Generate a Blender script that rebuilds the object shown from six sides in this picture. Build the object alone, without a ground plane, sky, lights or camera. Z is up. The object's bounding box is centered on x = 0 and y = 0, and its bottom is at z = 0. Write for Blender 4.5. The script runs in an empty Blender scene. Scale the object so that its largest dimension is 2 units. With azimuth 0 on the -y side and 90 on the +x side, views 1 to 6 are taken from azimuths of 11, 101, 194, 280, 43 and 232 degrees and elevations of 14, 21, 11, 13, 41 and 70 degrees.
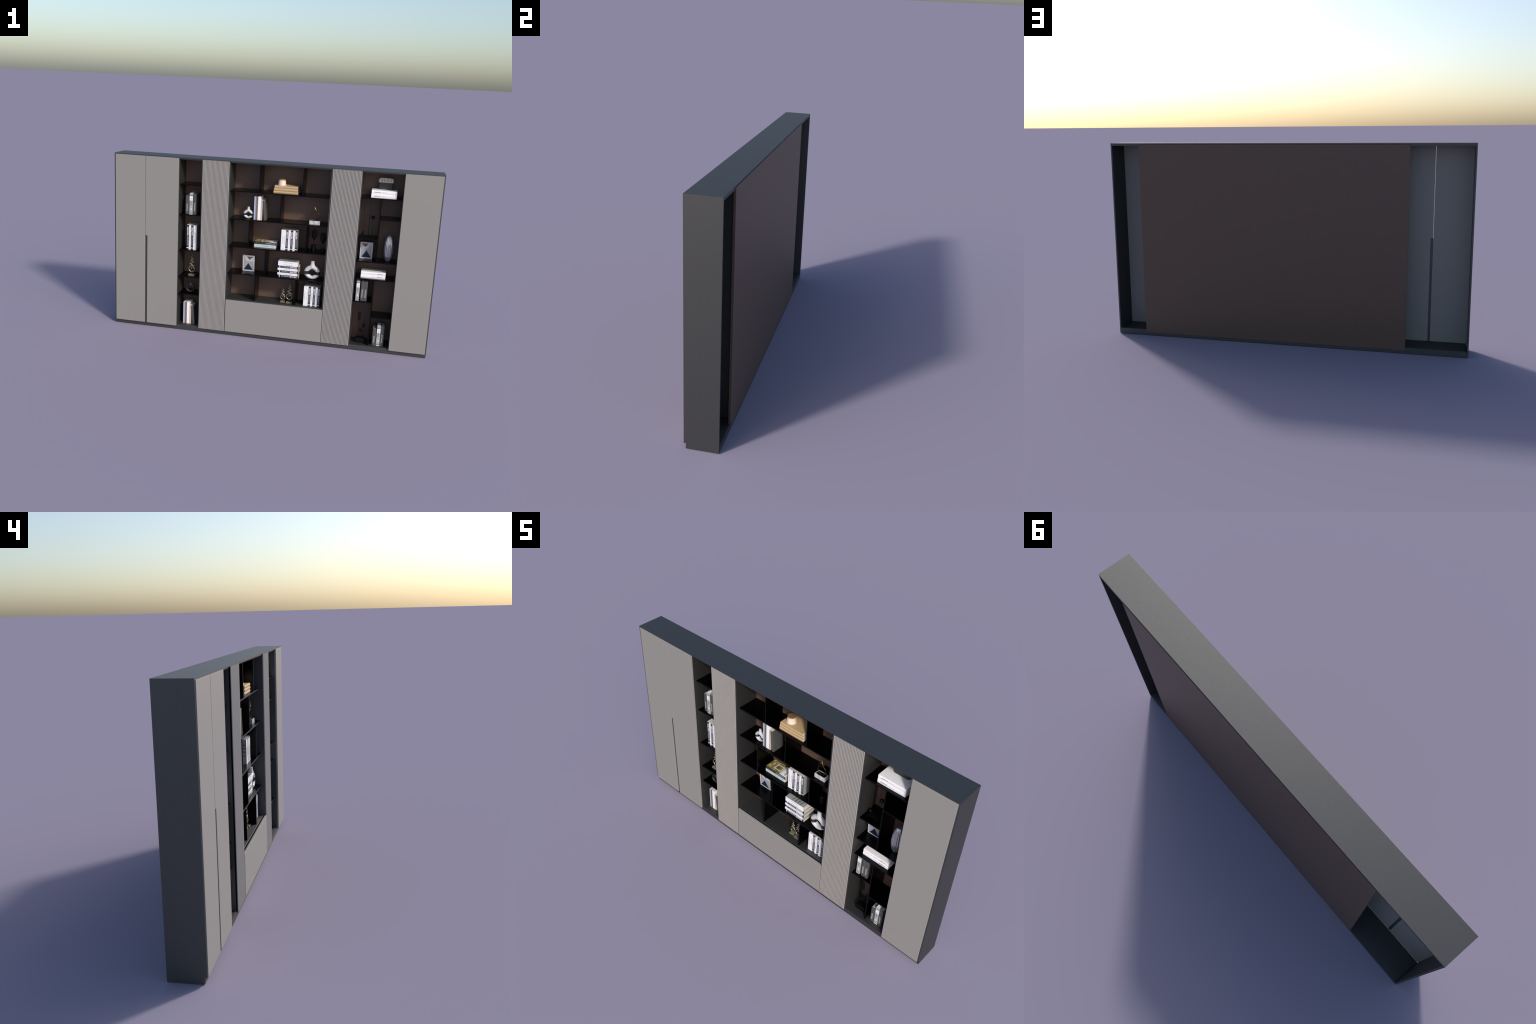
"""Wall cabinet with three closed doors, two reeded panels, a drawer and open
shelving, dressed with books, binders, vases and small ornaments."""
import bpy, bmesh, math, random
from mathutils import Vector, Matrix, Euler

random.seed(7)
COL = bpy.context.scene.collection
PI = math.pi

# ------------------------------------------------------------------ materials
MATS = {}


def mat(name, color, rough=0.5, metal=0.0, spec=0.5, grain=0.06, scale=60.0,
        bump=0.0, stretch=(1, 1, 1), coat=0.0):
    """Plain surface with a faint procedural grain in colour (and relief)."""
    if name in MATS:
        return MATS[name]
    m = bpy.data.materials.new(name)
    m.use_nodes = True
    nt = m.node_tree
    b = nt.nodes["Principled BSDF"]
    b.inputs["Roughness"].default_value = rough
    b.inputs["Metallic"].default_value = metal
    b.inputs["Specular IOR Level"].default_value = spec
    b.inputs["Coat Weight"].default_value = coat
    tc = nt.nodes.new("ShaderNodeTexCoord")
    mp = nt.nodes.new("ShaderNodeMapping")
    mp.inputs["Scale"].default_value = stretch
    nz = nt.nodes.new("ShaderNodeTexNoise")
    nz.inputs["Scale"].default_value = scale
    nz.inputs["Detail"].default_value = 4
    cr = nt.nodes.new("ShaderNodeValToRGB")
    lo = [c * (1 - grain) for c in color]
    hi = [min(1, c * (1 + grain)) for c in color]
    cr.color_ramp.elements[0].position, cr.color_ramp.elements[1].position = .3, .7
    cr.color_ramp.elements[0].color = (*lo, 1)
    cr.color_ramp.elements[1].color = (*hi, 1)
    L = nt.links.new
    L(tc.outputs["Object"], mp.inputs["Vector"])
    L(mp.outputs[0], nz.inputs["Vector"])
    L(nz.outputs[0], cr.inputs["Fac"])
    L(cr.outputs["Color"], b.inputs["Base Color"])
    if bump:
        bp = nt.nodes.new("ShaderNodeBump")
        bp.inputs["Strength"].default_value = bump
        bp.inputs["Distance"].default_value = 0.001
        L(nz.outputs[0], bp.inputs["Height"])
        L(bp.outputs[0], b.inputs["Normal"])
    MATS[name] = m
    return m


def ramp_mat(name, stops, rough, scale, detail=6, distort=0.0, kind="noise", stretch=(1, 1, 1)):
    """Patterned surface: noise or wave pushed through a colour ramp."""
    if name in MATS:
        return MATS[name]
    m = bpy.data.materials.new(name)
    m.use_nodes = True
    nt = m.node_tree
    b = nt.nodes["Principled BSDF"]
    b.inputs["Roughness"].default_value = rough
    tc = nt.nodes.new("ShaderNodeTexCoord")
    mp = nt.nodes.new("ShaderNodeMapping")
    mp.inputs["Scale"].default_value = stretch
    if kind == "wave":
        tx = nt.nodes.new("ShaderNodeTexWave")
        tx.inputs["Detail Scale"].default_value = 2.0
        tx.inputs["Distortion"].default_value = distort
    else:
        tx = nt.nodes.new("ShaderNodeTexNoise")
        tx.inputs["Distortion"].default_value = distort
    tx.inputs["Scale"].default_value = scale
    tx.inputs["Detail"].default_value = detail
    cr = nt.nodes.new("ShaderNodeValToRGB")
    while len(cr.color_ramp.elements) < len(stops):
        cr.color_ramp.elements.new(.5)
    for e, (p, c) in zip(cr.color_ramp.elements, stops):
        e.position, e.color = p, (*c, 1)
    L = nt.links.new
    L(tc.outputs["Object"], mp.inputs["Vector"])
    L(mp.outputs[0], tx.inputs["Vector"])
    L(tx.outputs["Fac"], cr.inputs["Fac"])
    L(cr.outputs["Color"], b.inputs["Base Color"])
    MATS[name] = m
    return m


DOOR = mat("taupe_lacquer", (.271, .256, .239), .5, grain=.002, scale=90)
REED = mat("taupe_reeded", (.292, .275, .260), .5, grain=.002, scale=90)
CARC = mat("graphite_metal", (.12, .12, .12), .6, metal=1, grain=.03, scale=70)
BACK = mat("brown_board", (.118, .071, .053), .5, grain=.03, scale=40)
SHELF = mat("black_metal", (.018, .018, .020), .3, metal=1, grain=.1, scale=80)
EDGE = mat("black_metal_edge", (.012, .012, .014), .4, grain=.1, scale=80)
BLACKBOARD = mat("black_backing", (.004, .004, .004), .8, spec=.1, grain=.1)
PAPER = mat("page_edges", (.64, .60, .55), .8, grain=.12, scale=900, stretch=(1, .02, .02))
WHITE = mat("white_paper", (.86, .845, .88), .45, grain=.02)
COVERGREY = mat("pale_grey_cover", (.33, .335, .32), .4, grain=.08, scale=25)
BRIGHT = mat("bright_white_cover", (.92, .90, .91), .35, grain=.01)
INK = mat("black_ink", (.02, .02, .022), .5)
INKBOOK = mat("black_cover", (.022, .022, .026), .4, grain=.08)
GREYINK = mat("grey_ink", (.22, .22, .23), .6)
MIDINK = mat("soft_grey_ink", (.38, .38, .40), .6)
LAV = mat("lavender_cover", (.44, .45, .56), .45, grain=.04)
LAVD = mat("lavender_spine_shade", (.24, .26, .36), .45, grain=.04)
BROWN = mat("brown_cover", (.17, .13, .098), .5, grain=.05)
CREAM = mat("cream_cover", (.56, .46, .38), .5, grain=.04)
BOOKGREY = mat("grey_cover", (.074, .074, .075), .5, grain=.05)
LABEL = mat("label_text", (.46, .45, .44), .6, grain=.1)
SILVER = mat("silver_spine", (.38, .38, .39), .4, grain=.25, scale=60, stretch=(1, 1, .4))
BEIGE = mat("beige_cloth", (.48, .335, .175), .6, grain=.05, scale=120)
CERAMIC = mat("white_ceramic", (.57, .565, .57), .25, grain=.02, coat=.2)  # white greyed down to carry the soft shading on the ring vases
BLACKGLAZE = mat("black_glaze_band", (.018, .018, .02), .35, grain=.1)
DARKCERAMIC = mat("charcoal_ceramic", (.013, .014, .016), .5, grain=.12, scale=120)
CHROME = mat("silver_glaze", (.54, .54, .56), .2, metal=.75, grain=.05)
GOLD = mat("aged_gold", (.36, .31, .21), .34, metal=.9, grain=.15, scale=150)
GOLDBASE = mat("dull_gold_block", (.20, .172, .115), .5, metal=.1, grain=.1, scale=120)
BRONZE = mat("dark_bronze", (.075, .045, .022), .4, metal=.8, grain=.2, scale=150)
GOLDGLINT = mat("bronze_glint_tint", (.20, .145, .075), .34, metal=.9, grain=.2, scale=150)  # bronze coloured golden for the highlights on the bird
MATTEBLACK = mat("matt_black", (.022, .023, .025), .5, metal=1, grain=.15, scale=120)
GLOSSBLACK = mat("gloss_black", (.02, .02, .02), .2, metal=1, grain=.1)
BRASS = mat("brass_lid", (.46, .30, .13), .3, metal=.6, grain=.05)
FROST = mat("frosted_glass", (.74, .62, .52), .35, grain=.02, coat=.3)
SLATE = ramp_mat("slate_block", [(.3, (.018, .024, .027)), (.7, (.042, .050, .052))], .55, 22, 5, .6)
STONE = mat("pale_sandstone", (.58, .52, .44), .7, grain=.12, scale=60)
STONEINK = mat("carved_grey", (.15, .13, .12), .8, grain=.1)
MARBLE = ramp_mat("white_marble", [(.0, (.33, .33, .34)), (.10, (.50, .50, .50)), (.3, (.56, .56, .55)), (1, (.60, .60, .59))],
                  .3, 11, 5, 7, "wave", (1, 1, 2.2))
FRAMEW = mat("white_frame", (.60, .58, .60), .4, grain=.02)
PRINTW = mat("print_paper", (.56, .54, .57), .5, grain=.02)
PRINTP = mat("print_blush", (.42, .36, .36), .5, grain=.04)
PRINTL = mat("print_lilac", (.37, .36, .42), .5, grain=.04)
PRINTG = mat("print_grey", (.105, .095, .10), .5, grain=.1)
PRINTN = mat("print_navy", (.006, .022, .05), .45, grain=.1)
PRINTO = mat("print_ochre", (.42, .32, .25), .5)
OLIVE = ramp_mat("olive_picture", [(.3, (.035, .03, .008)), (.45, (.16, .13, .035)), (.58, (.33, .28, .11)), (.72, (.62, .55, .38))],
                 .35, 70, 8, 1.0)
OCHRE = mat("ochre_print", (.32, .24, .06), .5)
PALEBLUE = mat("pale_blue_cover", (.58, .67, .70), .45, grain=.03)
RUST = mat("rust_ink", (.50, .30, .20), .6)
PINKEDGE = mat("pink_cover_edge", (.62, .49, .42), .6)

# ------------------------------------------------------------------ helpers


def link(o):
    COL.objects.link(o)
    return o


def empty(name, loc, rot=(0, 0, 0), label=None, category=None):
    o = link(bpy.data.objects.new(name, None))
    o.empty_display_size = .02
    o.location, o.rotation_euler = loc, rot
    if label:
        o["label"], o["category"] = label, category
    return o


def obj(name, me, parent, loc=(0, 0, 0), rot=(0, 0, 0), scale=(1, 1, 1)):
    o = link(bpy.data.objects.new(name, me))
    o.parent = parent
    o.location, o.rotation_euler, o.scale = loc, rot, scale
    return o


def mesh_of(bm, name, m, smooth=False, angle=None):
    me = bpy.data.meshes.new(name)
    bmesh.ops.recalc_face_normals(bm, faces=bm.faces)
    bm.to_mesh(me)
    bm.free()
    for x in (m if isinstance(m, (list, tuple)) else [m]):
        me.materials.append(x)
    if smooth:
        me.shade_smooth()
        if angle:
            me.set_sharp_from_angle(angle=math.radians(angle))
    return me


CACHE = {}


def box_mesh(name, dx, dy, dz, m, bevel=.0006, seg=1):
    """Chamfered box from 0,0,0 to dx,dy,dz; repeats share the mesh."""
    key = (name, round(dx, 5), round(dy, 5), round(dz, 5), m.name, bevel, seg)
    if key in CACHE:
        return CACHE[key]
    bm = bmesh.new()
    bmesh.ops.create_cube(bm, size=1, matrix=Matrix.Translation((dx / 2, dy / 2, dz / 2)) @ Matrix.Diagonal((dx, dy, dz, 1)))
    if bevel:
        bmesh.ops.bevel(bm, geom=bm.edges[:], offset=min(bevel, min(dx, dy, dz) * .4), segments=seg, affect='EDGES', profile=.5)
    CACHE[key] = mesh_of(bm, name, m)
    return CACHE[key]


def box(name, x, y, z, m, parent, bevel=.0006, seg=1):
    """Box spanning x=(x0,x1), y=(y0,y1), z=(z0,z1) in the parent's frame."""
    me = box_mesh(name, x[1] - x[0], y[1] - y[0], z[1] - z[0], m, bevel, seg)
    return obj(name, me, parent, (x[0], y[0], z[0]))


def prism(name, pts, y0, y1, m, parent, bevel=0.0, loc=(0, 0, 0)):
    """Outline in the xz plane extruded from y0 to y1."""
    bm = bmesh.new()
    vs = [bm.verts.new((p[0], y0, p[1])) for p in pts]
    f = bm.faces.new(vs)
    r = bmesh.ops.extrude_face_region(bm, geom=[f])
    bmesh.ops.translate(bm, verts=[v for v in r["geom"] if isinstance(v, bmesh.types.BMVert)], vec=(0, y1 - y0, 0))
    if bevel:
        bmesh.ops.bevel(bm, geom=bm.edges[:], offset=bevel, segments=2, affect='EDGES', profile=.5)
    return obj(name, mesh_of(bm, name, m), parent, loc)


def lathe(name, prof, m, parent, loc=(0, 0, 0), n=48, angle=35):
    """Turned shape from (radius, z) points."""
    bm = bmesh.new()
    rings = []
    for r, z in prof:
        if r < 1e-6:
            rings.append([bm.verts.new((0, 0, z))])
        else:
            rings.append([bm.verts.new((r * math.cos(2 * PI * i / n), r * math.sin(2 * PI * i / n), z)) for i in range(n)])
    for a, b in zip(rings, rings[1:]):
        for i in range(n):
            j = (i + 1) % n
            q = [a[i % len(a)], a[j % len(a)], b[j % len(b)], b[i % len(b)]]
            u = []
            for v in q:
                if v not in u:
                    u.append(v)
            if len(u) > 2:
                bm.faces.new(u)
    return obj(name, mesh_of(bm, name, m, True, angle), parent, loc)


def tube_bm(bm, pts, radii, n=10, squash=1.0):
    """Tube swept along points lying near the xz plane (y is the binormal)."""
    rings = []
    P = [Vector(p) for p in pts]
    for i, p in enumerate(P):
        t = (P[min(i + 1, len(P) - 1)] - P[max(i - 1, 0)])
        t = t.normalized() if t.length > 1e-9 else Vector((0, 0, 1))
        b = Vector((0, 1, 0))
        if abs(t.dot(b)) > .95:
            b = Vector((1, 0, 0))
        nrm = t.cross(b).normalized()
        b = nrm.cross(t).normalized()
        r = radii[i] if isinstance(radii, (list, tuple)) else radii
        rings.append([bm.verts.new(p + nrm * (r * math.cos(2 * PI * k / n)) + b * (r * squash * math.sin(2 * PI * k / n))) for k in range(n)])
    for a, c in zip(rings, rings[1:]):
        for k in range(n):
            bm.faces.new((a[k], a[(k + 1) % n], c[(k + 1) % n], c[k]))
    bm.faces.new(rings[0][::-1])
    bm.faces.new(rings[-1])
    return bm


def tube(name, pts, radii, m, parent, loc=(0, 0, 0), n=10, squash=1.0):
    return obj(name, mesh_of(tube_bm(bmesh.new(), pts, radii, n, squash), name, m, True, 50), parent, loc)


def baked(o):
    """Mesh of an object with its modifiers applied; the helper is removed."""
    dg = bpy.context.evaluated_depsgraph_get()
    dg.update()
    me = bpy.data.meshes.new_from_object(o.evaluated_get(dg))
    bpy.data.objects.remove(o)
    return me


TEXTS = {}


def text_verts(s, spacing=1.0):
    if (s, spacing) not in TEXTS:
        cu = bpy.data.curves.new("lettering", "FONT")
        cu.offset = .018
        cu.body, cu.size, cu.extrude, cu.resolution_u, cu.space_character = s, 1, 0, 3, spacing
        me = baked(link(bpy.data.objects.new("lettering", cu)))
        bpy.data.curves.remove(cu)
        xs = [v.co.x for v in me.vertices]
        ys = [v.co.y for v in me.vertices]
        x0, x1, y0, y1 = min(xs), max(xs), min(ys), max(ys)
        vs = [((v.co.x - x0) / (x1 - x0), (v.co.y - y0) / (y1 - y0)) for v in me.vertices]
        TEXTS[(s, spacing)] = vs, [tuple(p.vertices) for p in me.polygons]
        bpy.data.meshes.remove(me)
    return TEXTS[(s, spacing)]


def lettering(name, s, origin, eu, ev, m, parent, lift=.0003, spacing=1.0):
    """Raised word: eu spans its length, ev its height; stands proud by lift."""
    vs, fs = text_verts(s, spacing)
    eu, ev, o = Vector(eu), Vector(ev), Vector(origin)
    nrm = eu.cross(ev).normalized()
    key = (name, s, spacing, tuple(eu), tuple(ev), m.name)
    if key not in CACHE:
        bm = bmesh.new()
        bv = [bm.verts.new(eu * u + ev * v + nrm * lift) for u, v in vs]
        for f in fs:
            try:
                bm.faces.new([bv[i] for i in f])
            except ValueError:
                pass
        rim = [e for e in bm.edges if len(e.link_faces) == 1]
        r = bmesh.ops.extrude_edge_only(bm, edges=rim)
        bmesh.ops.translate(bm, verts=[g for g in r["geom"] if isinstance(g, bmesh.types.BMVert)], vec=-nrm * lift * 1.2)
        me = bpy.data.meshes.new(name)
        bm.to_mesh(me)
        bm.free()
        me.materials.append(m)
        CACHE[key] = me
    return obj(name, CACHE[key], parent, o)


def grid_strip(name, f, nu, nv, thick, m, parent, loc=(0, 0, 0), smooth=True):
    """Sheet f(u,v)->Vector with real thickness (solidified along its normals)."""
    bm = bmesh.new()
    g = [[bm.verts.new(f(i / nu, j / nv)) for j in range(nv + 1)] for i in range(nu + 1)]
    for i in range(nu):
        for j in range(nv):
            bm.faces.new((g[i][j], g[i + 1][j], g[i + 1][j + 1], g[i][j + 1]))
    bmesh.ops.recalc_face_normals(bm, faces=bm.faces)
    bmesh.ops.solidify(bm, geom=bm.faces[:], thickness=thick)
    return obj(name, mesh_of(bm, name, m, smooth, 40), parent, loc)


# ------------------------------------------------------------------ cabinet
XS, H = 1.0, 1.1133                  # half width, height
YF, YB = -.0771, .0770               # lip front, rear
YC = -.0680                          # carcass front behind the doors
DF, DB = -.0800, -.0700              # door front and back faces
ZT, ZLIP = 1.0990, 1.1070            # underside of the top, underside of its lip
ZFL, ZD0, ZD1 = .0318, .0237, 1.1067  # floor, door bottom, door top
PX0, PX1, PZ0, PZ1 = -.672, .8285, .0160, 1.1068   # rear board
PY = .0697

cab = empty("wall_cabinet", (0, 0, 0),
            label="wide taupe wall cabinet with dark open shelves and reeded panels", category="cabinet")


def loft_side(s):
    """Side panel: front lip 6.5 mm, body 8 mm, foot set back below the doors."""
    x1, xl, xb = s * XS, s * (XS - .0065), s * (XS - .0078)
    bm = bmesh.new()
    for xa, ya, yb, za, zb in ((xb, YC, YB, 0, ZT), (xl, YF, YC, .0255, ZLIP)):
        bmesh.ops.create_cube(bm, size=1, matrix=Matrix.Translation(((xa + x1) / 2, (ya + yb) / 2, (za + zb) / 2)) @ Matrix.Diagonal((abs(x1 - xa), yb - ya, zb - za, 1)))
    me = mesh_of(bm, "side_panel", CARC)
    return obj("side_panel", me, cab)


for s in (-1, 1):
    loft_side(s)


def solid(name, boxes, m):
    """One part joined from butted boxes."""
    bm = bmesh.new()
    for x, y, z in boxes:
        bmesh.ops.create_cube(bm, size=1, matrix=Matrix.Translation(((x[0] + x[1]) / 2, (y[0] + y[1]) / 2, (z[0] + z[1]) / 2)) @ Matrix.Diagonal((x[1] - x[0], y[1] - y[0], z[1] - z[0], 1)))
    return obj(name, mesh_of(bm, name, m), cab)


RB = PY - .0012
solid("top_panel", [((-XS, XS), (YF, YC), (ZLIP, H)),
                    ((-XS, XS), (YC, RB), (ZT, H)),
                    ((-XS, PX0 - .001), (RB, YB), (ZT, H)),
                    ((PX1 + .001, XS), (RB, YB), (ZT, H)),
                    ((PX0 - .001, PX1 + .001), (RB, YB), (PZ1 + .0012, H))], CARC)
XI = XS - .0078
solid("bottom_board", [((-XI, XI), (YC, RB), (0, .022)),
                       ((-XI + .0035, XI), (YC, RB), (.022, ZFL)),
                       ((-XI, PX0 - .001), (RB, YB), (0, .022)),
                       ((-XI + .0035, PX0 - .001), (RB, YB), (.022, ZFL)),
                       ((PX1 + .001, XI), (RB, YB), (0, ZFL)),
                       ((PX0 - .001, PX1 + .001), (RB, YB), (0, PZ0 - .001))], CARC)
box("back_panel", (PX0, PX1), (PY, .0801), (PZ0, PZ1), BACK, cab, .0004)

# upright partitions: inner faces of the three open bays
LX0, LX1 = -.5800, -.4395            # left bay
CX0, CX1 = -.2585, .3515             # centre bay
RX0, RX1 = .5335, .7735              # right bay
PT = .0085
for x0, x1, yf in ((LX0 - PT, LX0, -.0690), (LX1, LX1 + .0022, -.0675), (CX0 - PT, CX0, -.0735),
                   (CX1, CX1 + PT, -.0735), (RX0 - PT, RX0, -.0730), (RX1, RX1 + PT, -.0690)):
    front = yf
    if yf < -.0720:      # the front nib passes between door panels: keep it clear of them
        nib = .0052
        if x0 in (CX0 - PT, RX0 - PT):
            bx = [((x0, x1), (YC, PY), (ZFL, ZT)), ((x1 - (nib if x0 == CX0 - PT else .0042), x1), (yf, YC), (ZFL, ZT))]
        else:
            bx = [((x0, x1), (YC, PY), (ZFL, ZT)), ((x0, x0 + nib), (yf, YC), (ZFL, ZT))]
        solid("partition", bx, CARC)
    else:
        box("partition", (x0, x1), (yf, PY), (ZFL, ZT), CARC, cab, 0)

# centre bay floor above the drawer
ZC = .2387
box("bay_floor", (CX0, CX1), (-.0605, PY), (ZC - .0085, ZC), CARC, cab, .0006)

# doors
GAP0, GAP1, HX = -.7968, -.7943, -.7818
box("door", (-.9927, GAP0), (DF, DB), (ZD0, ZD1), DOOR, cab, .0007)
prism("door", [(GAP1, ZD1), (-.5825, ZD1), (-.5825, ZD0), (HX, ZD0), (HX, .6050), (GAP1, .6050)], DF, DB, DOOR, cab, .0007)
box("door", (.7765, .9930), (DF, DB), (ZD0, ZD1), DOOR, cab, .0007)
box("handle_strip", (GAP0 + .0003, HX - .0002), (DB - .0040, DB - .0002), (ZD0, .6046), CARC, cab, .0004)
DF2 = -.0770                        # drawer and reeded panels sit back a little
box("drawer_front", (-.2593, .3560), (DF2, -.0675), (ZD0, .2350), DOOR, cab, .0007)


def reeded(x0, x1, n):
    """Reeded door: black backing with a row of narrow rounded slats."""
    root = obj("reeded_panel", box_mesh("backing", x1 - x0 - .0004, .0058, ZD1 - ZD0, BLACKBOARD, 0), cab, (x0 + .0002, -.0738, ZD0))
    bm = bmesh.new()
    p = (x1 - x0) / n
    hw, top, floor, base = p / 2 - .0010, DF2 - (-.0738), -.0003, .0002
    for i in range(n):
        c = (i + .5) * p - .0002
        prof = [(c - p / 2 + .00001, base), (c - p / 2 + .00001, floor)]
        K = 8
        for k in range(K + 1):
            a = PI * (1 - k / K)
            prof.append((c + hw * math.cos(a), floor + (top - floor) * math.sin(a) ** .5))
        prof += [(c + p / 2 - .00001, floor), (c + p / 2 - .00001, base)]
        lo = [bm.verts.new((x, y, 0)) for x, y in prof]
        hi = [bm.verts.new((x, y, ZD1 - ZD0)) for x, y in prof]
        for a, b in zip(range(len(prof)), list(range(1, len(prof))) + [0]):
            bm.faces.new((lo[a], lo[b], hi[b], hi[a]))
        bm.faces.new(lo[::-1])
        bm.faces.new(hi)
    s = obj("reeds", mesh_of(bm, "reeds", REED, True, 45), root)
    s["kind"] = "stuff"


reeded(-.4338, -.2645, 22)
reeded(.3575, .5290, 22)

# shelves and dividers (black metal plates)
ST, DT, SY0, SY1 = .0062, .0055, -.0548, .0694


def shelf(x0, x1, z):
    box("shelf", (x0 + .0002, x1 - .0002), (SY0, SY1), (z - ST, z), SHELF, cab, .0005)


def divider(x, z0, z1):
    box("divider", (x, x + DT), (SY0 + .0003, SY1), (z0, z1), SHELF, cab, .0005)


LZ = (.9462, .7574, .5282, .3541, .2386)
CZ = (.9310, .7571, .5825, .4088)
for z in LZ:
    shelf(LX0, LX1, z)
for z in CZ:
    shelf(CX0, CX1, z)
for x, a, b in ((-.0800, CZ[0], ZT), (.1845, CZ[0], ZT), (.0553, CZ[1], CZ[0] - ST),
                (-.1345, CZ[2], CZ[1] - ST), (.2215, CZ[2], CZ[1] - ST), (-.0255, CZ[3], CZ[2] - ST),
                (-.0825, ZC, CZ[3] - ST), (.1745, ZC, CZ[3] - ST)):
    divider(x, a, b)
RA, RW, RC, RD, RL, RU, RR = .9505, .7022, .5640, .4566, .3112, .8278, .2185
D1, D2 = .6485, .6465
for z in (RA, RC, RD):
    shelf(RX0, RX1, z)
shelf(RX0, D1, RW)
shelf(D1 + DT, RX1, RU)
shelf(RX0, D2, RL)
shelf(D2 + DT, RX1, RR)
divider(D1, RC, RA - ST)
divider(D2, ZFL, RD - ST)

# ------------------------------------------------------------------ books


def book(name, loc, t, d, h, cover, spine, label, rot=(0, 0, 0), inset=.0014, board=.0011,
         round_spine=0.0, pages=PAPER, category="book"):
    """Standing book: thickness on x, spine facing -y, height on z."""
    e = empty(name, loc, rot, label, category)
    bm = bmesh.new()
    for x0, x1 in ((0, board), (t - board, t)):
        bmesh.ops.create_cube(bm, size=1, matrix=Matrix.Translation(((x0 + x1) / 2, (board + d) / 2, h / 2)) @ Matrix.Diagonal((board, d - board, h, 1)))
    key = ("cov", round(t, 5), round(d, 5), round(h, 5), cover.name)
    if key in CACHE:
        bm.free()
    else:
        CACHE[key] = mesh_of(bm, "cover", cover)
    obj("cover", CACHE[key], e)
    key = ("spn", round(t, 5), round(h, 5), spine.name, round_spine)
    if key not in CACHE:
        bm = bmesh.new()
        K = 8
        out = [(t * k / K, -round_spine * math.sin(PI * k / K)) for k in range(K + 1)] + [(t, board), (0, board)]
        lo = [bm.verts.new((x, y, 0)) for x, y in out]
        hi = [bm.verts.new((x, y, h)) for x, y in out]
        for i in range(len(out)):
            j = (i + 1) % len(out)
            bm.faces.new((lo[i], lo[j], hi[j], hi[i]))
        bm.faces.new(lo)
        bm.faces.new(hi)
        CACHE[key] = mesh_of(bm, "spine", spine, True, 40)
    obj("spine", CACHE[key], e)
    obj("pages", box_mesh("pages", t - 2 * board, d - board - inset, h - 2 * inset, pages, 0), e, (board, board, inset))
    e["t"], e["h"], e["d"] = t, h, d
    return e


def spine_text(e, s, z0, ln, gh, m, at=None, bulge=0.0, spacing=1.0):
    """Title on the spine reading from the foot upward."""
    c = e["t"] / 2 if at is None else at
    lettering("title", s, (c + gh / 2, -bulge, z0), (0, 0, ln), (-gh, 0, 0), m, e, spacing=spacing)


def spine_band(name, e, z0, z1, m, x0=0.0, x1=None, lift=.0003):
    t = e["t"]
    x1 = t if x1 is None else x1
    box(name, (x0, x1), (-lift, .0002), (z0, z1), m, e, 0)


LYING = (0, PI / 2, 0)     # thickness down, foot of the spine to the left
MAG_D, MAG_H = .086, .1262
WT, BT = "architecture interiors", "CONTEMPORARY"


def stripes(e):
    """Cover of the white magazine: three bold curved strokes and a short one."""
    d, h = e["d"], e["h"]
    for c, n0, n1, w in ((.80, .06, .96, .0036), (.66, .06, .96, .0036), (.52, .06, .96, .0036), (.34, .05, .40, .0026)):
        def f(u, v, c=c, n0=n0, n1=n1, w=w):
            y = d * (n0 + (n1 - n0) * u)
            z = h * c + .007 * math.sin(PI * .5 * u) - .0035 + (v - .5) * w
            return Vector((-.0003, y, z))
        grid_strip("cover_stroke", f, 8, 1, .0004, INK, e)


def white_mag(loc, rot=(0, 0, 0), t=.0147, h=MAG_H, art=False):
    e = book("magazine", loc, t, MAG_D, h, COVERGREY, WHITE, "white softcover magazine with thin grey spine title", rot, .001, .0007, category="magazine")
    spine_text(e, WT, h * .30, h * .42, .0030, GREYINK)
    if art:
        stripes(e)
    return e


def black_mag(loc, rot=(0, 0, 0), t=.0147, h=MAG_H):
    e = book("magazine", loc, t, MAG_D, h, COVERGREY, INKBOOK, "black softcover magazine with bold pale spine title", rot, .001, .0007, category="magazine")
    spine_text(e, BT, h * .16, h * .39, .0070, MIDINK)
    spine_text(e, "MASTERS", h * .585, h * .34, .0088, WHITE)
    spine_band("spine_mark", e, h * .055, h * .088, WHITE, .0015, t - .0015)
    return e


def mag_row(x, y, z, order, ts, height=MAG_H):
    for k, (c, t) in enumerate(zip(order, ts)):
        yy = y + random.uniform(-.0006, .0006)
        hh = height + random.uniform(-.001, .001)
        (white_mag if c == "w" else black_mag)((x, yy, z), t=t, h=hh, **({"art": k == 0 or k == len(order) - 1} if c == "w" else {}))
        x += t + .0001


mag_row(.0672, -.0325, CZ[2], "wwbwbwb", [.0145] * 7)
mag_row(.2290, -.0355, ZC, "wwbwbwb", [.0144] * 7)
mag_row(-.5375, -.0335, LZ[2], "bwbww", [.0150, .0135, .0155, .0100, .0100], .1580)
# flat magazine stack in the centre bay, listed from below
z = CZ[3]
for i, c in enumerate("bwbwbww"):
    z += .0147
    x = {"b": .0608, "w": .0568}[c] + (.0010 if i > 4 else 0) + random.uniform(-.0004, .0004)
    y = -.0365 + random.uniform(-.0008, .0008)
    if c == "w":
        white_mag((x, y, z), LYING, h=.1228, art=i == 6)
    else:
        black_mag((x, y, z), LYING, h=.1262)


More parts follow.
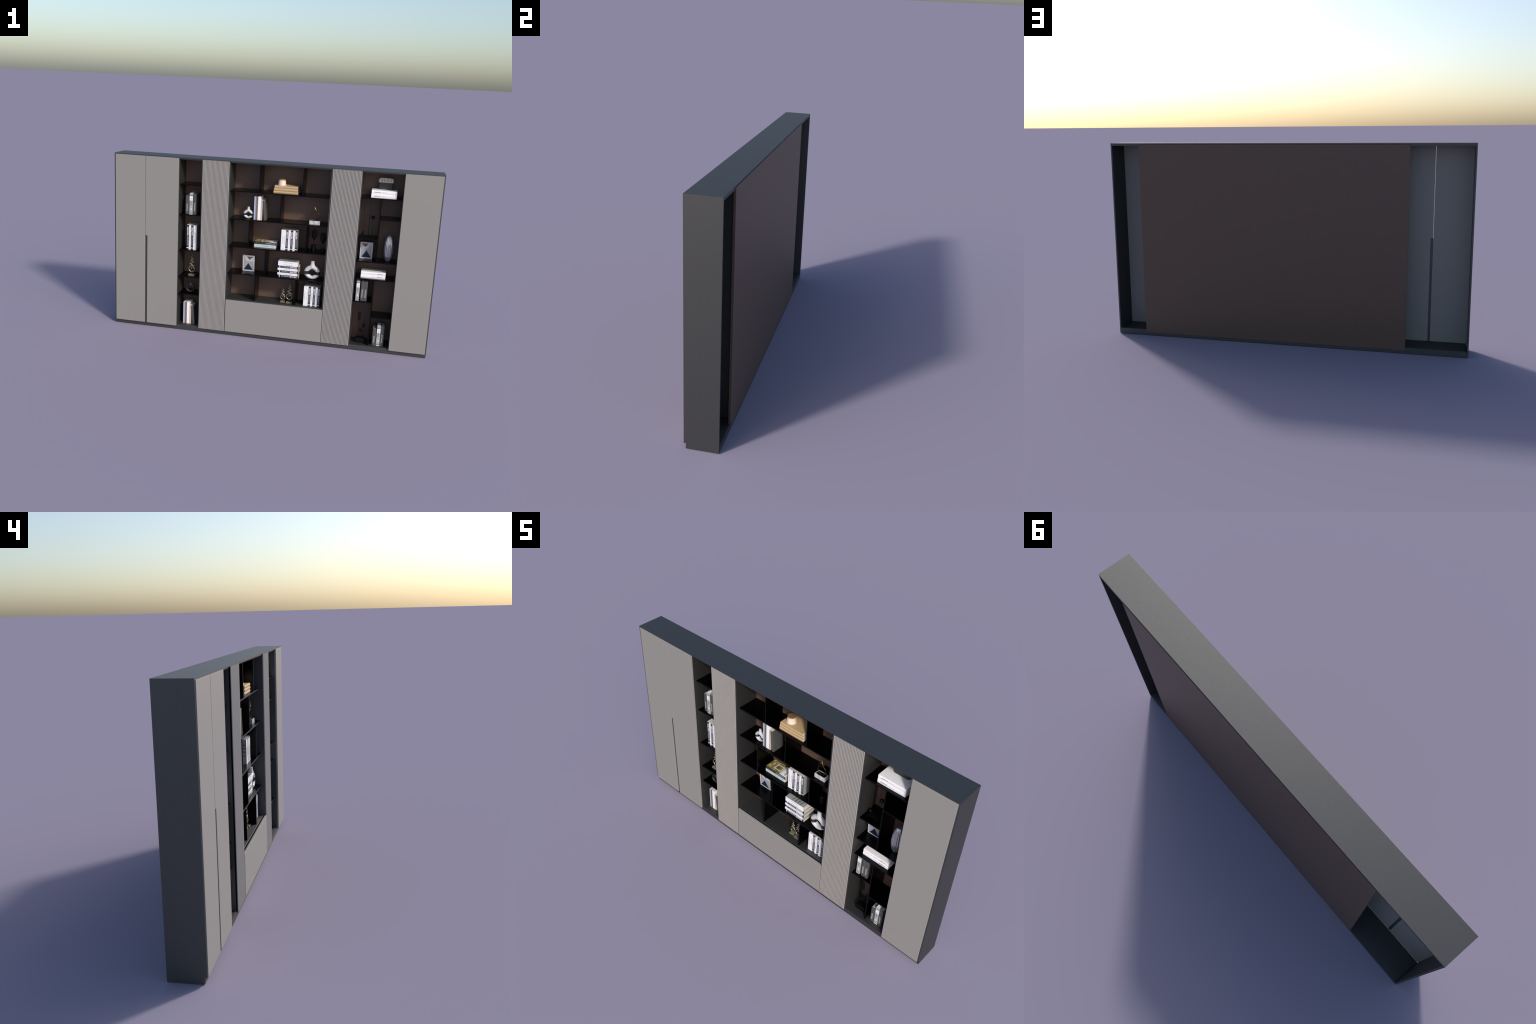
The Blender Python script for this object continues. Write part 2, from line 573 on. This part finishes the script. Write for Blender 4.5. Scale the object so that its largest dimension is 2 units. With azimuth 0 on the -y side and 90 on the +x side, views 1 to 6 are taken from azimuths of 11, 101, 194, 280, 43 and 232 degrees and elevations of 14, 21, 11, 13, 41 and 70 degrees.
def colour_row(x, z):
    """Five hardbacks: lilac, brown, white, cream and a grey one leaning on them."""
    y, d = -.0350, .0745
    lab = "hardback book with a plain {} cover"
    e = book("book", (x, y, z), .0138, d, .1440, LAV, LAV, lab.format("lilac"))
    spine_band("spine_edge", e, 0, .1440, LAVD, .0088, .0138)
    book("book", (x + .0139, y - .0006, z), .0102, d, .1440, BROWN, BROWN, lab.format("brown"), round_spine=.0006)
    book("book", (x + .0242, y - .0006, z), .0176, d, .1455, BRIGHT, BRIGHT, lab.format("white"))
    book("book", (x + .0419, y, z), .0108, d, .1255, CREAM, CREAM, lab.format("cream"), round_spine=.0006)
    t = math.radians(-5.6)
    book("book", (x + .0631, y - .0012, z + .0001), .0142, d, .1232, BOOKGREY, BOOKGREY, lab.format("grey"), (0, t, 0), round_spine=.0015)


colour_row(-.1106, CZ[1])
colour_row(-.5486, ZFL)


def binder_grey(loc, t, h):
    e = book("binder", loc, t, .076, h, BOOKGREY, BOOKGREY, "grey box binder with pale vertical spine lettering", round_spine=.0012, pages=SILVER, inset=.0008, board=.0014, category="binder")
    spine_text(e, "FINANCE", h * .17, h * .40, .0085, LABEL, at=t * .47, bulge=.0012)
    return e


def binder_white(loc, t, h):
    e = book("binder", loc, t, .076, h, SILVER, SILVER, "silver box binder with a white spine label", pages=WHITE, inset=.0008, board=.0014, category="binder")
    spine_band("top_band", e, h * .925, h * .995, MIDINK, .0006, t - .0006)
    spine_band("dark_line", e, h * .875, h * .895, INK, .001, t - .001)
    spine_band("white_label", e, h * .655, h * .868, WHITE, .0006, t - .0006, .0005)
    spine_band("label_mark", e, h * .70, h * .77, GREYINK, t * .44, t * .56, .0008)
    spine_band("grey_panel", e, h * .44, h * .652, GREYINK, t * .36, t * .56, .0004)
    spine_band("side_light", e, h * .12, h * .652, LABEL, t * .70, t * .95, .0004)
    spine_band("pale_spot", e, h * .20, h * .30, WHITE, t * .42, t * .66, .0004)
    spine_band("foot_band", e, h * .035, h * .06, INK, .001, t - .001)
    spine_band("foot_edge", e, h * .0, h * .03, WHITE, .0004, t - .0004, .0004)
    return e


binder_grey((-.5475, -.0350, LZ[1]), .0222, .1130)
binder_white((-.5218, -.0380, LZ[1]), .0212, .1315)
binder_grey((-.4985, -.0360, LZ[1]), .0205, .1275)
binder_white((.5487, -.0392, RL), .0208, .1255)
binder_grey((.5769, -.0385, RL), .0198, .1250)
binder_grey((.5968, -.0385, RL), .0195, .1245)
binder_grey((.6722, -.0382, ZFL), .0215, .1075)
binder_white((.6972, -.0390, ZFL), .0215, .1270)
binder_grey((.7205, -.0382, ZFL), .0203, .1280)

# large white books lying flat in the right bay
for x, y, z0, flip in ((.5902, -.0392, RA, False), (.5688, -.0325, RD, True)):
    for k in range(2):
        t, h, d = .0222 if not flip else .0196, .1475, .080
        e = book("book", (x + .0006 * k, y + .0004 * k, z0 + t * (k + 1)), t, d, h, BRIGHT, BRIGHT,
                 "large white hardback with bold black spine title", LYING, round_spine=.0012, board=.0016, inset=.003)
        b = .0011
        if flip:
            spine_text(e, "Collection Two", h * .42, h * .21, .0026, MIDINK, bulge=b)
            spine_text(e, "MODERN ART", h * .655, h * .235, .0046, INK, bulge=b)
        else:
            spine_text(e, "MODERN ART", h * .12, h * .235, .0046, INK, bulge=b)
            spine_text(e, "Collection One", h * .39, h * .21, .0026, MIDINK, bulge=b)

# beige cloth-bound books under the candle holder
for k, (x0, x1, y) in enumerate(((.0062, .1565, -.0405), (.0092, .1545, -.0412), (.0118, .1535, -.0408))):
    t = .0157
    book("book", (x0, y, CZ[0] + t * (k + 1)), t, .096, x1 - x0, BEIGE, BEIGE,
         "thick book in beige cloth with a rounded spine", LYING, round_spine=.0028, board=.0012, inset=.0018, pages=WHITE)

# two colourful books lying flat
e = book("book", (-.1022, -.0195, CZ[2] + .0192), .0192, .072, .1372, PALEBLUE, PALEBLUE, "pale blue paperback lying flat", LYING, pages=PAPER)
for s, a, b, m in (("STYLE", .10, .34, RUST), ("INTERIOR", .38, .68, GREYINK), ("CLASSIC", .74, .94, MIDINK)):
    spine_text(e, s, .1372 * a, .1372 * (b - a), .0062, m)
e = book("book", (-.1010, -.0200, CZ[2] + .0192 + .0163), .0163, .072, .1364, OLIVE, INKBOOK, "black spined art book with an olive picture cover", LYING, pages=PAPER)
h = .1364
spine_text(e, "ESSAYS", h * .60, h * .36, .0075, LABEL)
spine_text(e, "notes on living", h * .06, h * .40, .0032, GREYINK)
spine_band("spine_rule", e, h * .525, h * .55, MIDINK, .001, .0155)


def plate(name, y0, y1, z0, z1, m, lift):
    box(name, (-lift, .0002), (y0, y1), (z0, z1), m, e, 0)


plate("white_cover_band", .0006, .0714, h * .725, h * .998, WHITE, .0004)
plate("cover_rule", .0006, .0714, h * .765, h * .772, GREYINK, .0006)
plate("pale_field", .003, .069, h * .665, h * .725, PAPER, .0003)
for a, b, c, d2 in ((.016, .020, .30, .64), (.050, .054, .30, .64), (.020, .050, .30, .335), (.020, .050, .605, .64)):
    plate("picture_border", a, b, h * c, h * d2, PAPER, .0006)
lettering("cover_lettering", "abode", (0, .010, h * .93), (0, .050, 0), (0, 0, -h * .11), OCHRE, e, .0007)

# ------------------------------------------------------------------ ring vases


def ring_vase_mesh(A, B, a, b, p, dep, neck_r, neck_z, lip, low, voxel):
    """Doughnut vase standing on z=0: outer ellipse A x B, pointed hole a x b, neck on top."""
    bm = bmesh.new()
    N, K = 72, 20
    cz = B
    rings = []
    for i in range(N):
        t = 2 * PI * i / N
        ct, st = math.cos(t), math.sin(t)
        ox, oz = A * ct, (B if st < 0 else B * low) * st
        r = (abs(ct / a) ** p + abs(st / b) ** p) ** (-1 / p)
        ix, iz = r * ct, r * st
        mx, mz, hx, hz = (ox + ix) / 2, (oz + iz) / 2, (ox - ix) / 2, (oz - iz) / 2
        rings.append([bm.verts.new((mx + hx * math.cos(2 * PI * k / K), dep * math.sin(2 * PI * k / K), cz + mz + hz * math.cos(2 * PI * k / K))) for k in range(K)])
    for i in range(N):
        for k in range(K):
            r0, r1 = rings[i], rings[(i + 1) % N]
            bm.faces.new((r0[k], r1[k], r1[(k + 1) % K], r0[(k + 1) % K]))
    top = cz + B * low
    z0 = top - (B * low - b) * .55
    prof = [(0.3 * neck_r, z0 - .001), (neck_r * 1.75, z0), (neck_r * 1.45, top - .002), (neck_r * 1.12, top + (neck_z - top) * .35),
            (neck_r, top + (neck_z - top) * .65), (neck_r * lip, neck_z)]
    rr = []
    M = 28
    for r, z in prof:
        rr.append([bm.verts.new((r * math.cos(2 * PI * k / M), r * .95 * math.sin(2 * PI * k / M), z)) for k in range(M)])
    for r0, r1 in zip(rr, rr[1:]):
        for k in range(M):
            bm.faces.new((r0[k], r0[(k + 1) % M], r1[(k + 1) % M], r1[k]))
    bm.faces.new(rr[0][::-1])
    bm.faces.new(rr[-1])
    bmesh.ops.recalc_face_normals(bm, faces=bm.faces)
    me = bpy.data.meshes.new("vase_raw")
    bm.to_mesh(me)
    bm.free()
    o = link(bpy.data.objects.new("vase_raw", me))
    m = o.modifiers.new("r", "REMESH")
    m.mode, m.voxel_size = "VOXEL", voxel
    m = o.modifiers.new("s", "SMOOTH")
    m.factor, m.iterations = .5, 6
    out = baked(o)
    bm = bmesh.new()
    bm.from_mesh(out)
    bpy.data.meshes.remove(out)
    return bm


def ring_vase(name, loc, label, bm, body, band=None, mouth=None, scale=1.0):
    """Body (and belt) share one surface, cut along two level lines."""
    e = empty(name, loc, (0, 0, 0), label, "vase")
    if band:
        for zz in band:
            bmesh.ops.bisect_plane(bm, geom=bm.verts[:] + bm.edges[:] + bm.faces[:], plane_co=(0, 0, zz), plane_no=(0, 0, 1))
    me = bpy.data.meshes.new("whole")
    bm.normal_update()
    bm.to_mesh(me)
    normals = [v.normal.copy() for v in me.vertices]
    parts = [("body", body, lambda z: not band or z < band[0] or z > band[1])]
    if band:
        parts.append(("belt", BLACKGLAZE, lambda z: band[0] <= z <= band[1]))
    res = []
    for pname, m, ok in parts:
        idx, vs, fs, ns = {}, [], [], []
        for p in me.polygons:
            if ok(p.center.z):
                f = []
                for v in p.vertices:
                    if v not in idx:
                        idx[v] = len(vs)
                        vs.append(me.vertices[v].co.copy())
                        ns.append(normals[v])
                    f.append(idx[v])
                fs.append(f)
        pm = bpy.data.meshes.new(pname)
        pm.from_pydata(vs, [], fs)
        pm.materials.append(m)
        pm.shade_smooth()
        pm.normals_split_custom_set_from_vertices(ns)
        obj(pname, pm, e, scale=(scale,) * 3)
        res.append((pname, pm))
    bpy.data.meshes.remove(me)
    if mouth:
        lathe("mouth", [(0, mouth[1] + .0003), (mouth[0], mouth[1] + .0003), (mouth[0], mouth[1] - .002)], MATTEBLACK, e, n=24).scale = (scale,) * 3  # flat black disc set on the closed top of the neck
    return res


bm = ring_vase_mesh(.0503, .0425, .0255, .0212, 1.3, .0165, .0110, .1150, 1.02, 1.10, .0013)
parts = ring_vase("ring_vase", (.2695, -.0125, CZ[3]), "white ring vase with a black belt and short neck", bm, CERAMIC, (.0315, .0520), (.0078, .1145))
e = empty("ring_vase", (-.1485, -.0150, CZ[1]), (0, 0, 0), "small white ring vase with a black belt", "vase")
SV = .642
for pname, pm in parts:
    obj(pname, pm, e, scale=(SV,) * 3)
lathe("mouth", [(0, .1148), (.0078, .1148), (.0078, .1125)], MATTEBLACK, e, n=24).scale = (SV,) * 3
bm = ring_vase_mesh(.0297, .0290, .0188, .0150, 1.9, .0120, .0066, .0722, 1.0, .97, .0010)
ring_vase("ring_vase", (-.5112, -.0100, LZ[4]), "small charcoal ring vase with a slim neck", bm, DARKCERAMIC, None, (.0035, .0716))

# ribbed silver vase
e = empty("ribbed_vase", (.7185, .0040, RC), (0, 0, 0), "tall oval silver vase with fine vertical ribs", "vase")
bm = bmesh.new()
NR, NA, HV = 40, 240, .1560
rings = []
prof = []
for k in range(NR + 1):
    u = k / NR
    z = HV * u
    w = max(0, 1 - ((u - .49) / .54) ** 2) ** .52
    prof.append((.0296 * w, z))
for r, z in prof:
    ring = []
    for i in range(NA):
        a = 2 * PI * i / NA
        rr = r * (1 - .075 * (1 - abs(math.sin(a * 9))))
        ring.append(bm.verts.new((rr * math.cos(a), rr * math.sin(a), z)))
    rings.append(ring)
rt = prof[-1][0]
for dz, f in ((.0004, .8), (-.003, .72), (-.012, .75)):
    rings.append([bm.verts.new((rt * f * math.cos(2 * PI * i / NA), rt * f * math.sin(2 * PI * i / NA), HV + dz)) for i in range(NA)])
for r0, r1 in zip(rings, rings[1:]):
    for i in range(NA):
        j = (i + 1) % NA
        bm.faces.new((r0[i], r0[j], r1[j], r1[i]))
bm.faces.new(rings[0][::-1])
bm.faces.new(rings[-1])
obj("body", mesh_of(bm, "body", CHROME, True, 60), e)
lathe("mouth", [(0, HV - .0115), (rt * .70, HV - .0115), (rt * .70, HV - .0119)], MATTEBLACK, e, n=32)  # flat black disc just above the floor of the vase opening

# ------------------------------------------------------------------ spiral ornaments
R0 = .0215
pts, rad = [], []
for k in range(49):                      # spiral from the eye outward, clockwise
    u = k / 48
    th = math.radians(150 - 415 * u)
    r = R0 * (.10 + .84 * min(1, u * 2.1) ** .8) if u < .48 else R0 * (.94 - .02 * (u - .48))
    pts.append((r * math.cos(th), 0, R0 + r * math.sin(th)))
    rad.append(.0033 + .0010 * u)
zig = [(.0155, .0385), (-.0150, .0555), (.0112, .0655), (-.0092, .0765), (.0068, .0845), (-.0048, .0930), (.0022, .1100)]
prev = Vector((pts[-1][0], pts[-1][2]))
for i, q in enumerate(zig):
    q = Vector(q)
    for s in (.35, .7, .94, 1.0):
        w = prev.lerp(q, s)
        pts.append((w.x, 0, w.y + .0012 * math.sin(PI * s)))
        rad.append(.0048 * (1 - .84 * ((i + s) / len(zig)) ** 1.0) + .0002)
    prev = q
SPIRAL = mesh_of(tube_bm(bmesh.new(), pts, rad, 12, 1.1), "spiral", GOLD, True, 70)


def ornament(x, y, z, s, bw, bd, bh):
    e = empty("spiral_ornament", (x, y, z), (0, 0, 0), "gold spiral finial ornament on a small block", "ornament")
    box("block", (-bw / 2, bw / 2), (-bd / 2, bd / 2), (0, bh), GOLDBASE, e, .0004)
    lift = bh + .0165 * s - .0035
    tube("stem", [(0, 0, bh - .001), (0, 0, lift + .003)], .0013 * s, GOLD, e)
    obj("spiral", SPIRAL, e, (0, 0, lift), (0, 0, 0), (s, s, s))


ornament(-.5040, -.0125, LZ[3], 1.0, .0395, .0300, .0088)
ornament(.0950, -.0060, ZC, .74, .0275, .0300, .0070)
ornament(.1375, -.0115, ZC, .97, .0385, .0300, .0080)

# ------------------------------------------------------------------ framed prints


def framed_print(x, y, z, w, h, mirror):
    """White framed print tipped forward a little: triangles in grey, navy, blush, lilac."""
    e = empty("picture_frame", (x, y, z), (math.radians(5.5), 0, 0), "white framed print of geometric triangles", "picture")
    b, t = w * .115, .006
    box("frame", (0, w), (.0008, t), (0, h), FRAMEW, e, .0008)
    box("print", (b, w - b), (.0004, .0012), (b, h - b), PRINTW, e, 0)
    X = lambda u: (b + (w - 2 * b) * (1 - u if mirror else u))
    Zf = lambda v: (b + (h - 2 * b) * v)
    shapes = [("lilac_field", [(.0, .0), (1, .0), (1, .66), (.38, .66)], PRINTL, .0002),
              ("blush_field", [(.0, .0), (.48, .42), (.40, .62), (.0, .98)], PRINTP, .0000),
              ("ochre_line", [(.0, .545), (.46, .525), (.46, .50), (.0, .52)], PRINTO, -.0002),
              ("navy_triangle", [(.0, .02), (.96, .02), (.48, .52)], PRINTN, -.0004),
              ("grey_triangle", [(.34, 1.0), (1.0, 1.0), (.60, .76)], PRINTG, -.0002)]
    for n, q, m, yy in shapes:
        prism(n, [(X(u), Zf(v)) for u, v in q], yy, .0010, m, e)
    box("stay", (w * .4, w * .6), (t, t + .002), (h * .05, h * .75), FRAMEW, e, .0003)


framed_print(-.1788, .0200, CZ[3] + .0006, .0775, .1068, False)
framed_print(.5495, .0105, RC + .0006, .0768, .1060, True)

# ------------------------------------------------------------------ candle holder
e = empty("candle_holder", (.0505, -.0050, CZ[0] + .0471), (0, 0, 0), "frosted tapered candle holder with a brass lid", "candle holder")
lathe("glass", [(0, 0), (.0245, 0), (.0254, .0012), (.0213, .0315), (0, .0315)], FROST, e)
lathe("lid", [(0, .0316), (.0208, .0316), (.0213, .0324), (.0210, .0366), (.0203, .0372), (0, .0372)], BRASS, e)

# ------------------------------------------------------------------ two-tone block with lettering
e = empty("letter_block", (.6680, .0180, RA + .0446), (0, 0, 0), "rounded block, pale stone over slate, carved lettering", "ornament")


def arch(name, z0, z1, w0, w1, rc, m):
    """Block with rounded footprint; rc rounds the two upper corners."""
    bm = bmesh.new()
    dep, rf = .032, .012
    lev = [0, 1]
    if rc:
        lev = [0] + [1 - rc / (z1 - z0) * (1 - math.sin(PI / 2 * k / 8)) for k in range(9)]
    rows = []
    for v in lev:
        z = z0 + (z1 - z0) * v
        hw = (w0 + (w1 - w0) * v) / 2
        if rc:
            q = max(0, z - (z1 - rc))
            hw -= rc - math.sqrt(max(0, rc * rc - q * q))
        ring = []
        for cx, cy, a0 in ((hw - rf, dep - rf, 0), (-hw + rf, dep - rf, 90), (-hw + rf, rf, 180), (hw - rf, rf, 270)):
            for k in range(7):
                a = math.radians(a0 + 15 * k)
                ring.append(bm.verts.new((cx + rf * math.cos(a), cy + rf * math.sin(a), z)))
        rows.append(ring)
    for r0, r1 in zip(rows, rows[1:]):
        for i in range(len(r0)):
            j = (i + 1) % len(r0)
            bm.faces.new((r0[i], r0[j], r1[j], r1[i]))
    bm.faces.new(rows[0][::-1])
    bm.faces.new(rows[-1])
    return obj(name, mesh_of(bm, name, m, True, 40), e)


arch("slate_half", 0, .0405, .0868, .0900, 0, SLATE)
arch("stone_half", .0406, .0675, .0905, .0915, .0130, STONE)
# the word stands mirrored, as on the original
vs, fs = text_verts("LOVE", 1.45)
bm = bmesh.new()
bv = [bm.verts.new((.030 - u * .058, -.0003, .0448 + v * .0165)) for u, v in vs]
for f in fs:
    bm.faces.new([bv[i] for i in f[::-1]])
rim = [g for g in bm.edges if len(g.link_faces) == 1]
r = bmesh.ops.extrude_edge_only(bm, edges=rim)
bmesh.ops.translate(bm, verts=[g for g in r["geom"] if isinstance(g, bmesh.types.BMVert)], vec=(0, .0006, 0))
obj("lettering", mesh_of(bm, "lettering", STONEINK), e)

# ------------------------------------------------------------------ bird on a hoop
e = empty("bird_sculpture", (.2655, -.0170, CZ[1]), (0, 0, 0), "bronze bird on a hoop over a marble plinth", "sculpture")
W2, D2b, HB = .0320, .0168, .0228
box("marble_plinth", (-W2, W2), (-D2b, D2b), (0, HB), MARBLE, e, .0006)
box("black_inlay", (-W2 + .0055, W2 - .0055), (-D2b + .0045, D2b - .0045), (HB - .002, HB + .0004), MATTEBLACK, e, 0)
ring = [(.0256 * math.cos(2 * PI * k / 64), 0, HB + .0245 + .0256 * math.sin(2 * PI * k / 64)) for k in range(65)]
tube("hoop", ring, .0016, BRONZE, e, n=10, squash=1.5)
zr = HB + .0500
bird = [(.0085, 0, zr + .0045), (.0065, 0, zr + .0095), (.0025, -.001, zr + .0160), (-.0015, -.001, zr + .0225), (-.0040, 0, zr + .0285), (-.0052, 0, zr + .0330)]
tube("bird_body", bird, [.0012, .0032, .0042, .0034, .0022, .0011], GOLDGLINT, e, n=12)
bm = bmesh.new()
bmesh.ops.create_uvsphere(bm, u_segments=16, v_segments=10, radius=.0027, matrix=Matrix.Translation((-.0050, -.0005, zr + .0330)))
obj("bird_head", mesh_of(bm, "bird_head", GOLDGLINT, True), e)
tube("bird_beak", [(-.0068, -.0005, zr + .0340), (-.0120, -.0008, zr + .0355)], [.0008, .0002], GOLDGLINT, e, n=8)
tube("bird_wing", [(.0010, -.003, zr + .0180), (-.0080, -.004, zr + .0185), (-.0160, -.004, zr + .0165)], [.0030, .0026, .0008], GOLDGLINT, e, n=10)
for dx, dz, yy in ((.0125, .0620, .001), (.0265, .0525, -.001)):
    tube("tail_feather", [(.0085, 0, zr + .0040), (.0085 + (dx - .0085) * .5, yy, zr + dz * .55), (dx, yy * 2, zr + dz)], [.0017, .0014, .0003], BRONZE, e, n=8)
tube("branch", [(-.0160, -.003, zr + .0160), (-.0205, -.001, zr + .0090), (-.0218, 0, zr - .0020), (-.0185, 0, zr - .0085)], [.0010, .0013, .0014, .0016], BRONZE, e, n=8)
tube("branch", [(.0085, 0, zr + .0045), (.0040, 0, zr + .0020), (-.0010, 0, zr)], [.0012, .0013, .0014], BRONZE, e, n=8)

# ------------------------------------------------------------------ black leaf sculptures


def leaf_sculpture(x, y, z, r, ph, z0, z1, w, bend):
    e = empty("leaf_sculpture", (x, y, z), (0, 0, 0), "black leaf on a thin stem in a round pot", "sculpture")
    lathe("pot", [(0, 0), (r * .94, 0), (r, .001), (r, ph - .001), (r * .95, ph), (r * .8, ph), (r * .78, ph - .002), (0, ph - .002)], MATTEBLACK, e)
    L = z1 - z0

    def edge(u):
        return math.sin(PI / 2 * min(1, u / .6)) ** .75 if u < .6 else math.sqrt(max(0, 1 - ((u - .6) / .402) ** 2))

    def f(u, v):
        s = 2 * v - 1
        hw = w / 2 * edge(u) + .0002
        wave = .0012 * math.sin(14 * u + 3 * s) * abs(s)
        return Vector((bend * u * u * L + s * hw, .0045 * s * s - .004 * u + wave, z0 + L * u - .004 * abs(s) * u))
    grid_strip("leaf", f, 28, 12, .0011, MATTEBLACK, e)
    stem = [(0, 0, ph - .004), (0, 0, z0)] + [(bend * (k / 8) ** 2 * L, -.004 * k / 8 - .0005, z0 + L * k / 8) for k in range(1, 9)]
    tube("stem", stem, .0009, MATTEBLACK, e, n=8)


leaf_sculpture(.2660, .0040, CZ[2], .0143, .0412, .0700, .1420, .0325, .06)
leaf_sculpture(.3225, .0040, CZ[2], .0125, .0190, .0510, .1250, .0330, -.04)

# ------------------------------------------------------------------ wire sculpture with balls
e = empty("wire_sculpture", (.5830, -.0010, RW), (0, 0, 0), "black wire frames with two balls on a plate", "sculpture")
box("plate", (-.0285, .0285), (-.0165, .0165), (0, .0032), MATTEBLACK, e, .0004)


def wire_loop(x0, x1, zt, y, rc=.003):
    p = [(x0, y, .003)]
    for k in range(7):
        a = PI - PI / 2 * k / 6
        p.append((x0 + rc + rc * math.cos(a), y, zt - rc + rc * math.sin(a)))
    for k in range(7):
        a = PI / 2 - PI / 2 * k / 6
        p.append((x1 - rc + rc * math.cos(a), y, zt - rc + rc * math.sin(a)))
    p.append((x1, y, .003))
    tube("wire", p, .0007, MATTEBLACK, e, n=8)


wire_loop(-.0290 + .0012, .0098, .2090, .0085)
wire_loop(-.0185, .0086, .1330, -.0040)
tube("wire", [(.0390 - .0115, -.0085, .003), (.0290, -.0080, .1245)], .0007, MATTEBLACK, e, n=8)
for x, y, z, r in ((.0285, -.0080, .1247, .0108), (-.0235, -.0068, .0266, .0082)):
    bm = bmesh.new()
    bmesh.ops.create_uvsphere(bm, u_segments=32, v_segments=20, radius=r, matrix=Matrix.Translation((x, y, z)))
    obj("ball", mesh_of(bm, "ball", GLOSSBLACK, True), e)
tube("wire", [(-.0235, -.0068, .003), (-.0235, -.0068, .0200)], .0007, MATTEBLACK, e, n=8)

# ------------------------------------------------------------------ black stem sculpture
e = empty("stem_sculpture", (.5960, -.0080, ZFL), (0, 0, 0), "black block with three stems carrying flat shapes", "sculpture")
box("block", (-.0282, .0282), (-.0185, .0185), (0, .0305), MATTEBLACK, e, .0022, 3)


def card(x0, x1, z0, z1, y):
    box("card", (x0, x1), (y - .0022, y + .0022), (z0, z1), MATTEBLACK, e, .0018, 3)


card(-.0243, -.0067, .1385, .1918, .0080)
card(.0073, .0260, .0940, .1212, .0080)
disc = lathe("disc", [(0, -.0022), (.0098, -.0022), (.0106, -.0014), (.0106, .0014), (.0098, .0022), (0, .0022)], MATTEBLACK, e, (-.0010, .0080, .0743), n=40)
disc.rotation_euler = (PI / 2, 0, 0)
for x, zt in ((-.0150, .140), (-.0010, .066), (.0165, .095)):
    tube("stem", [(x, .0080, .029), (x, .0080, zt)], .0010, MATTEBLACK, e, n=8)
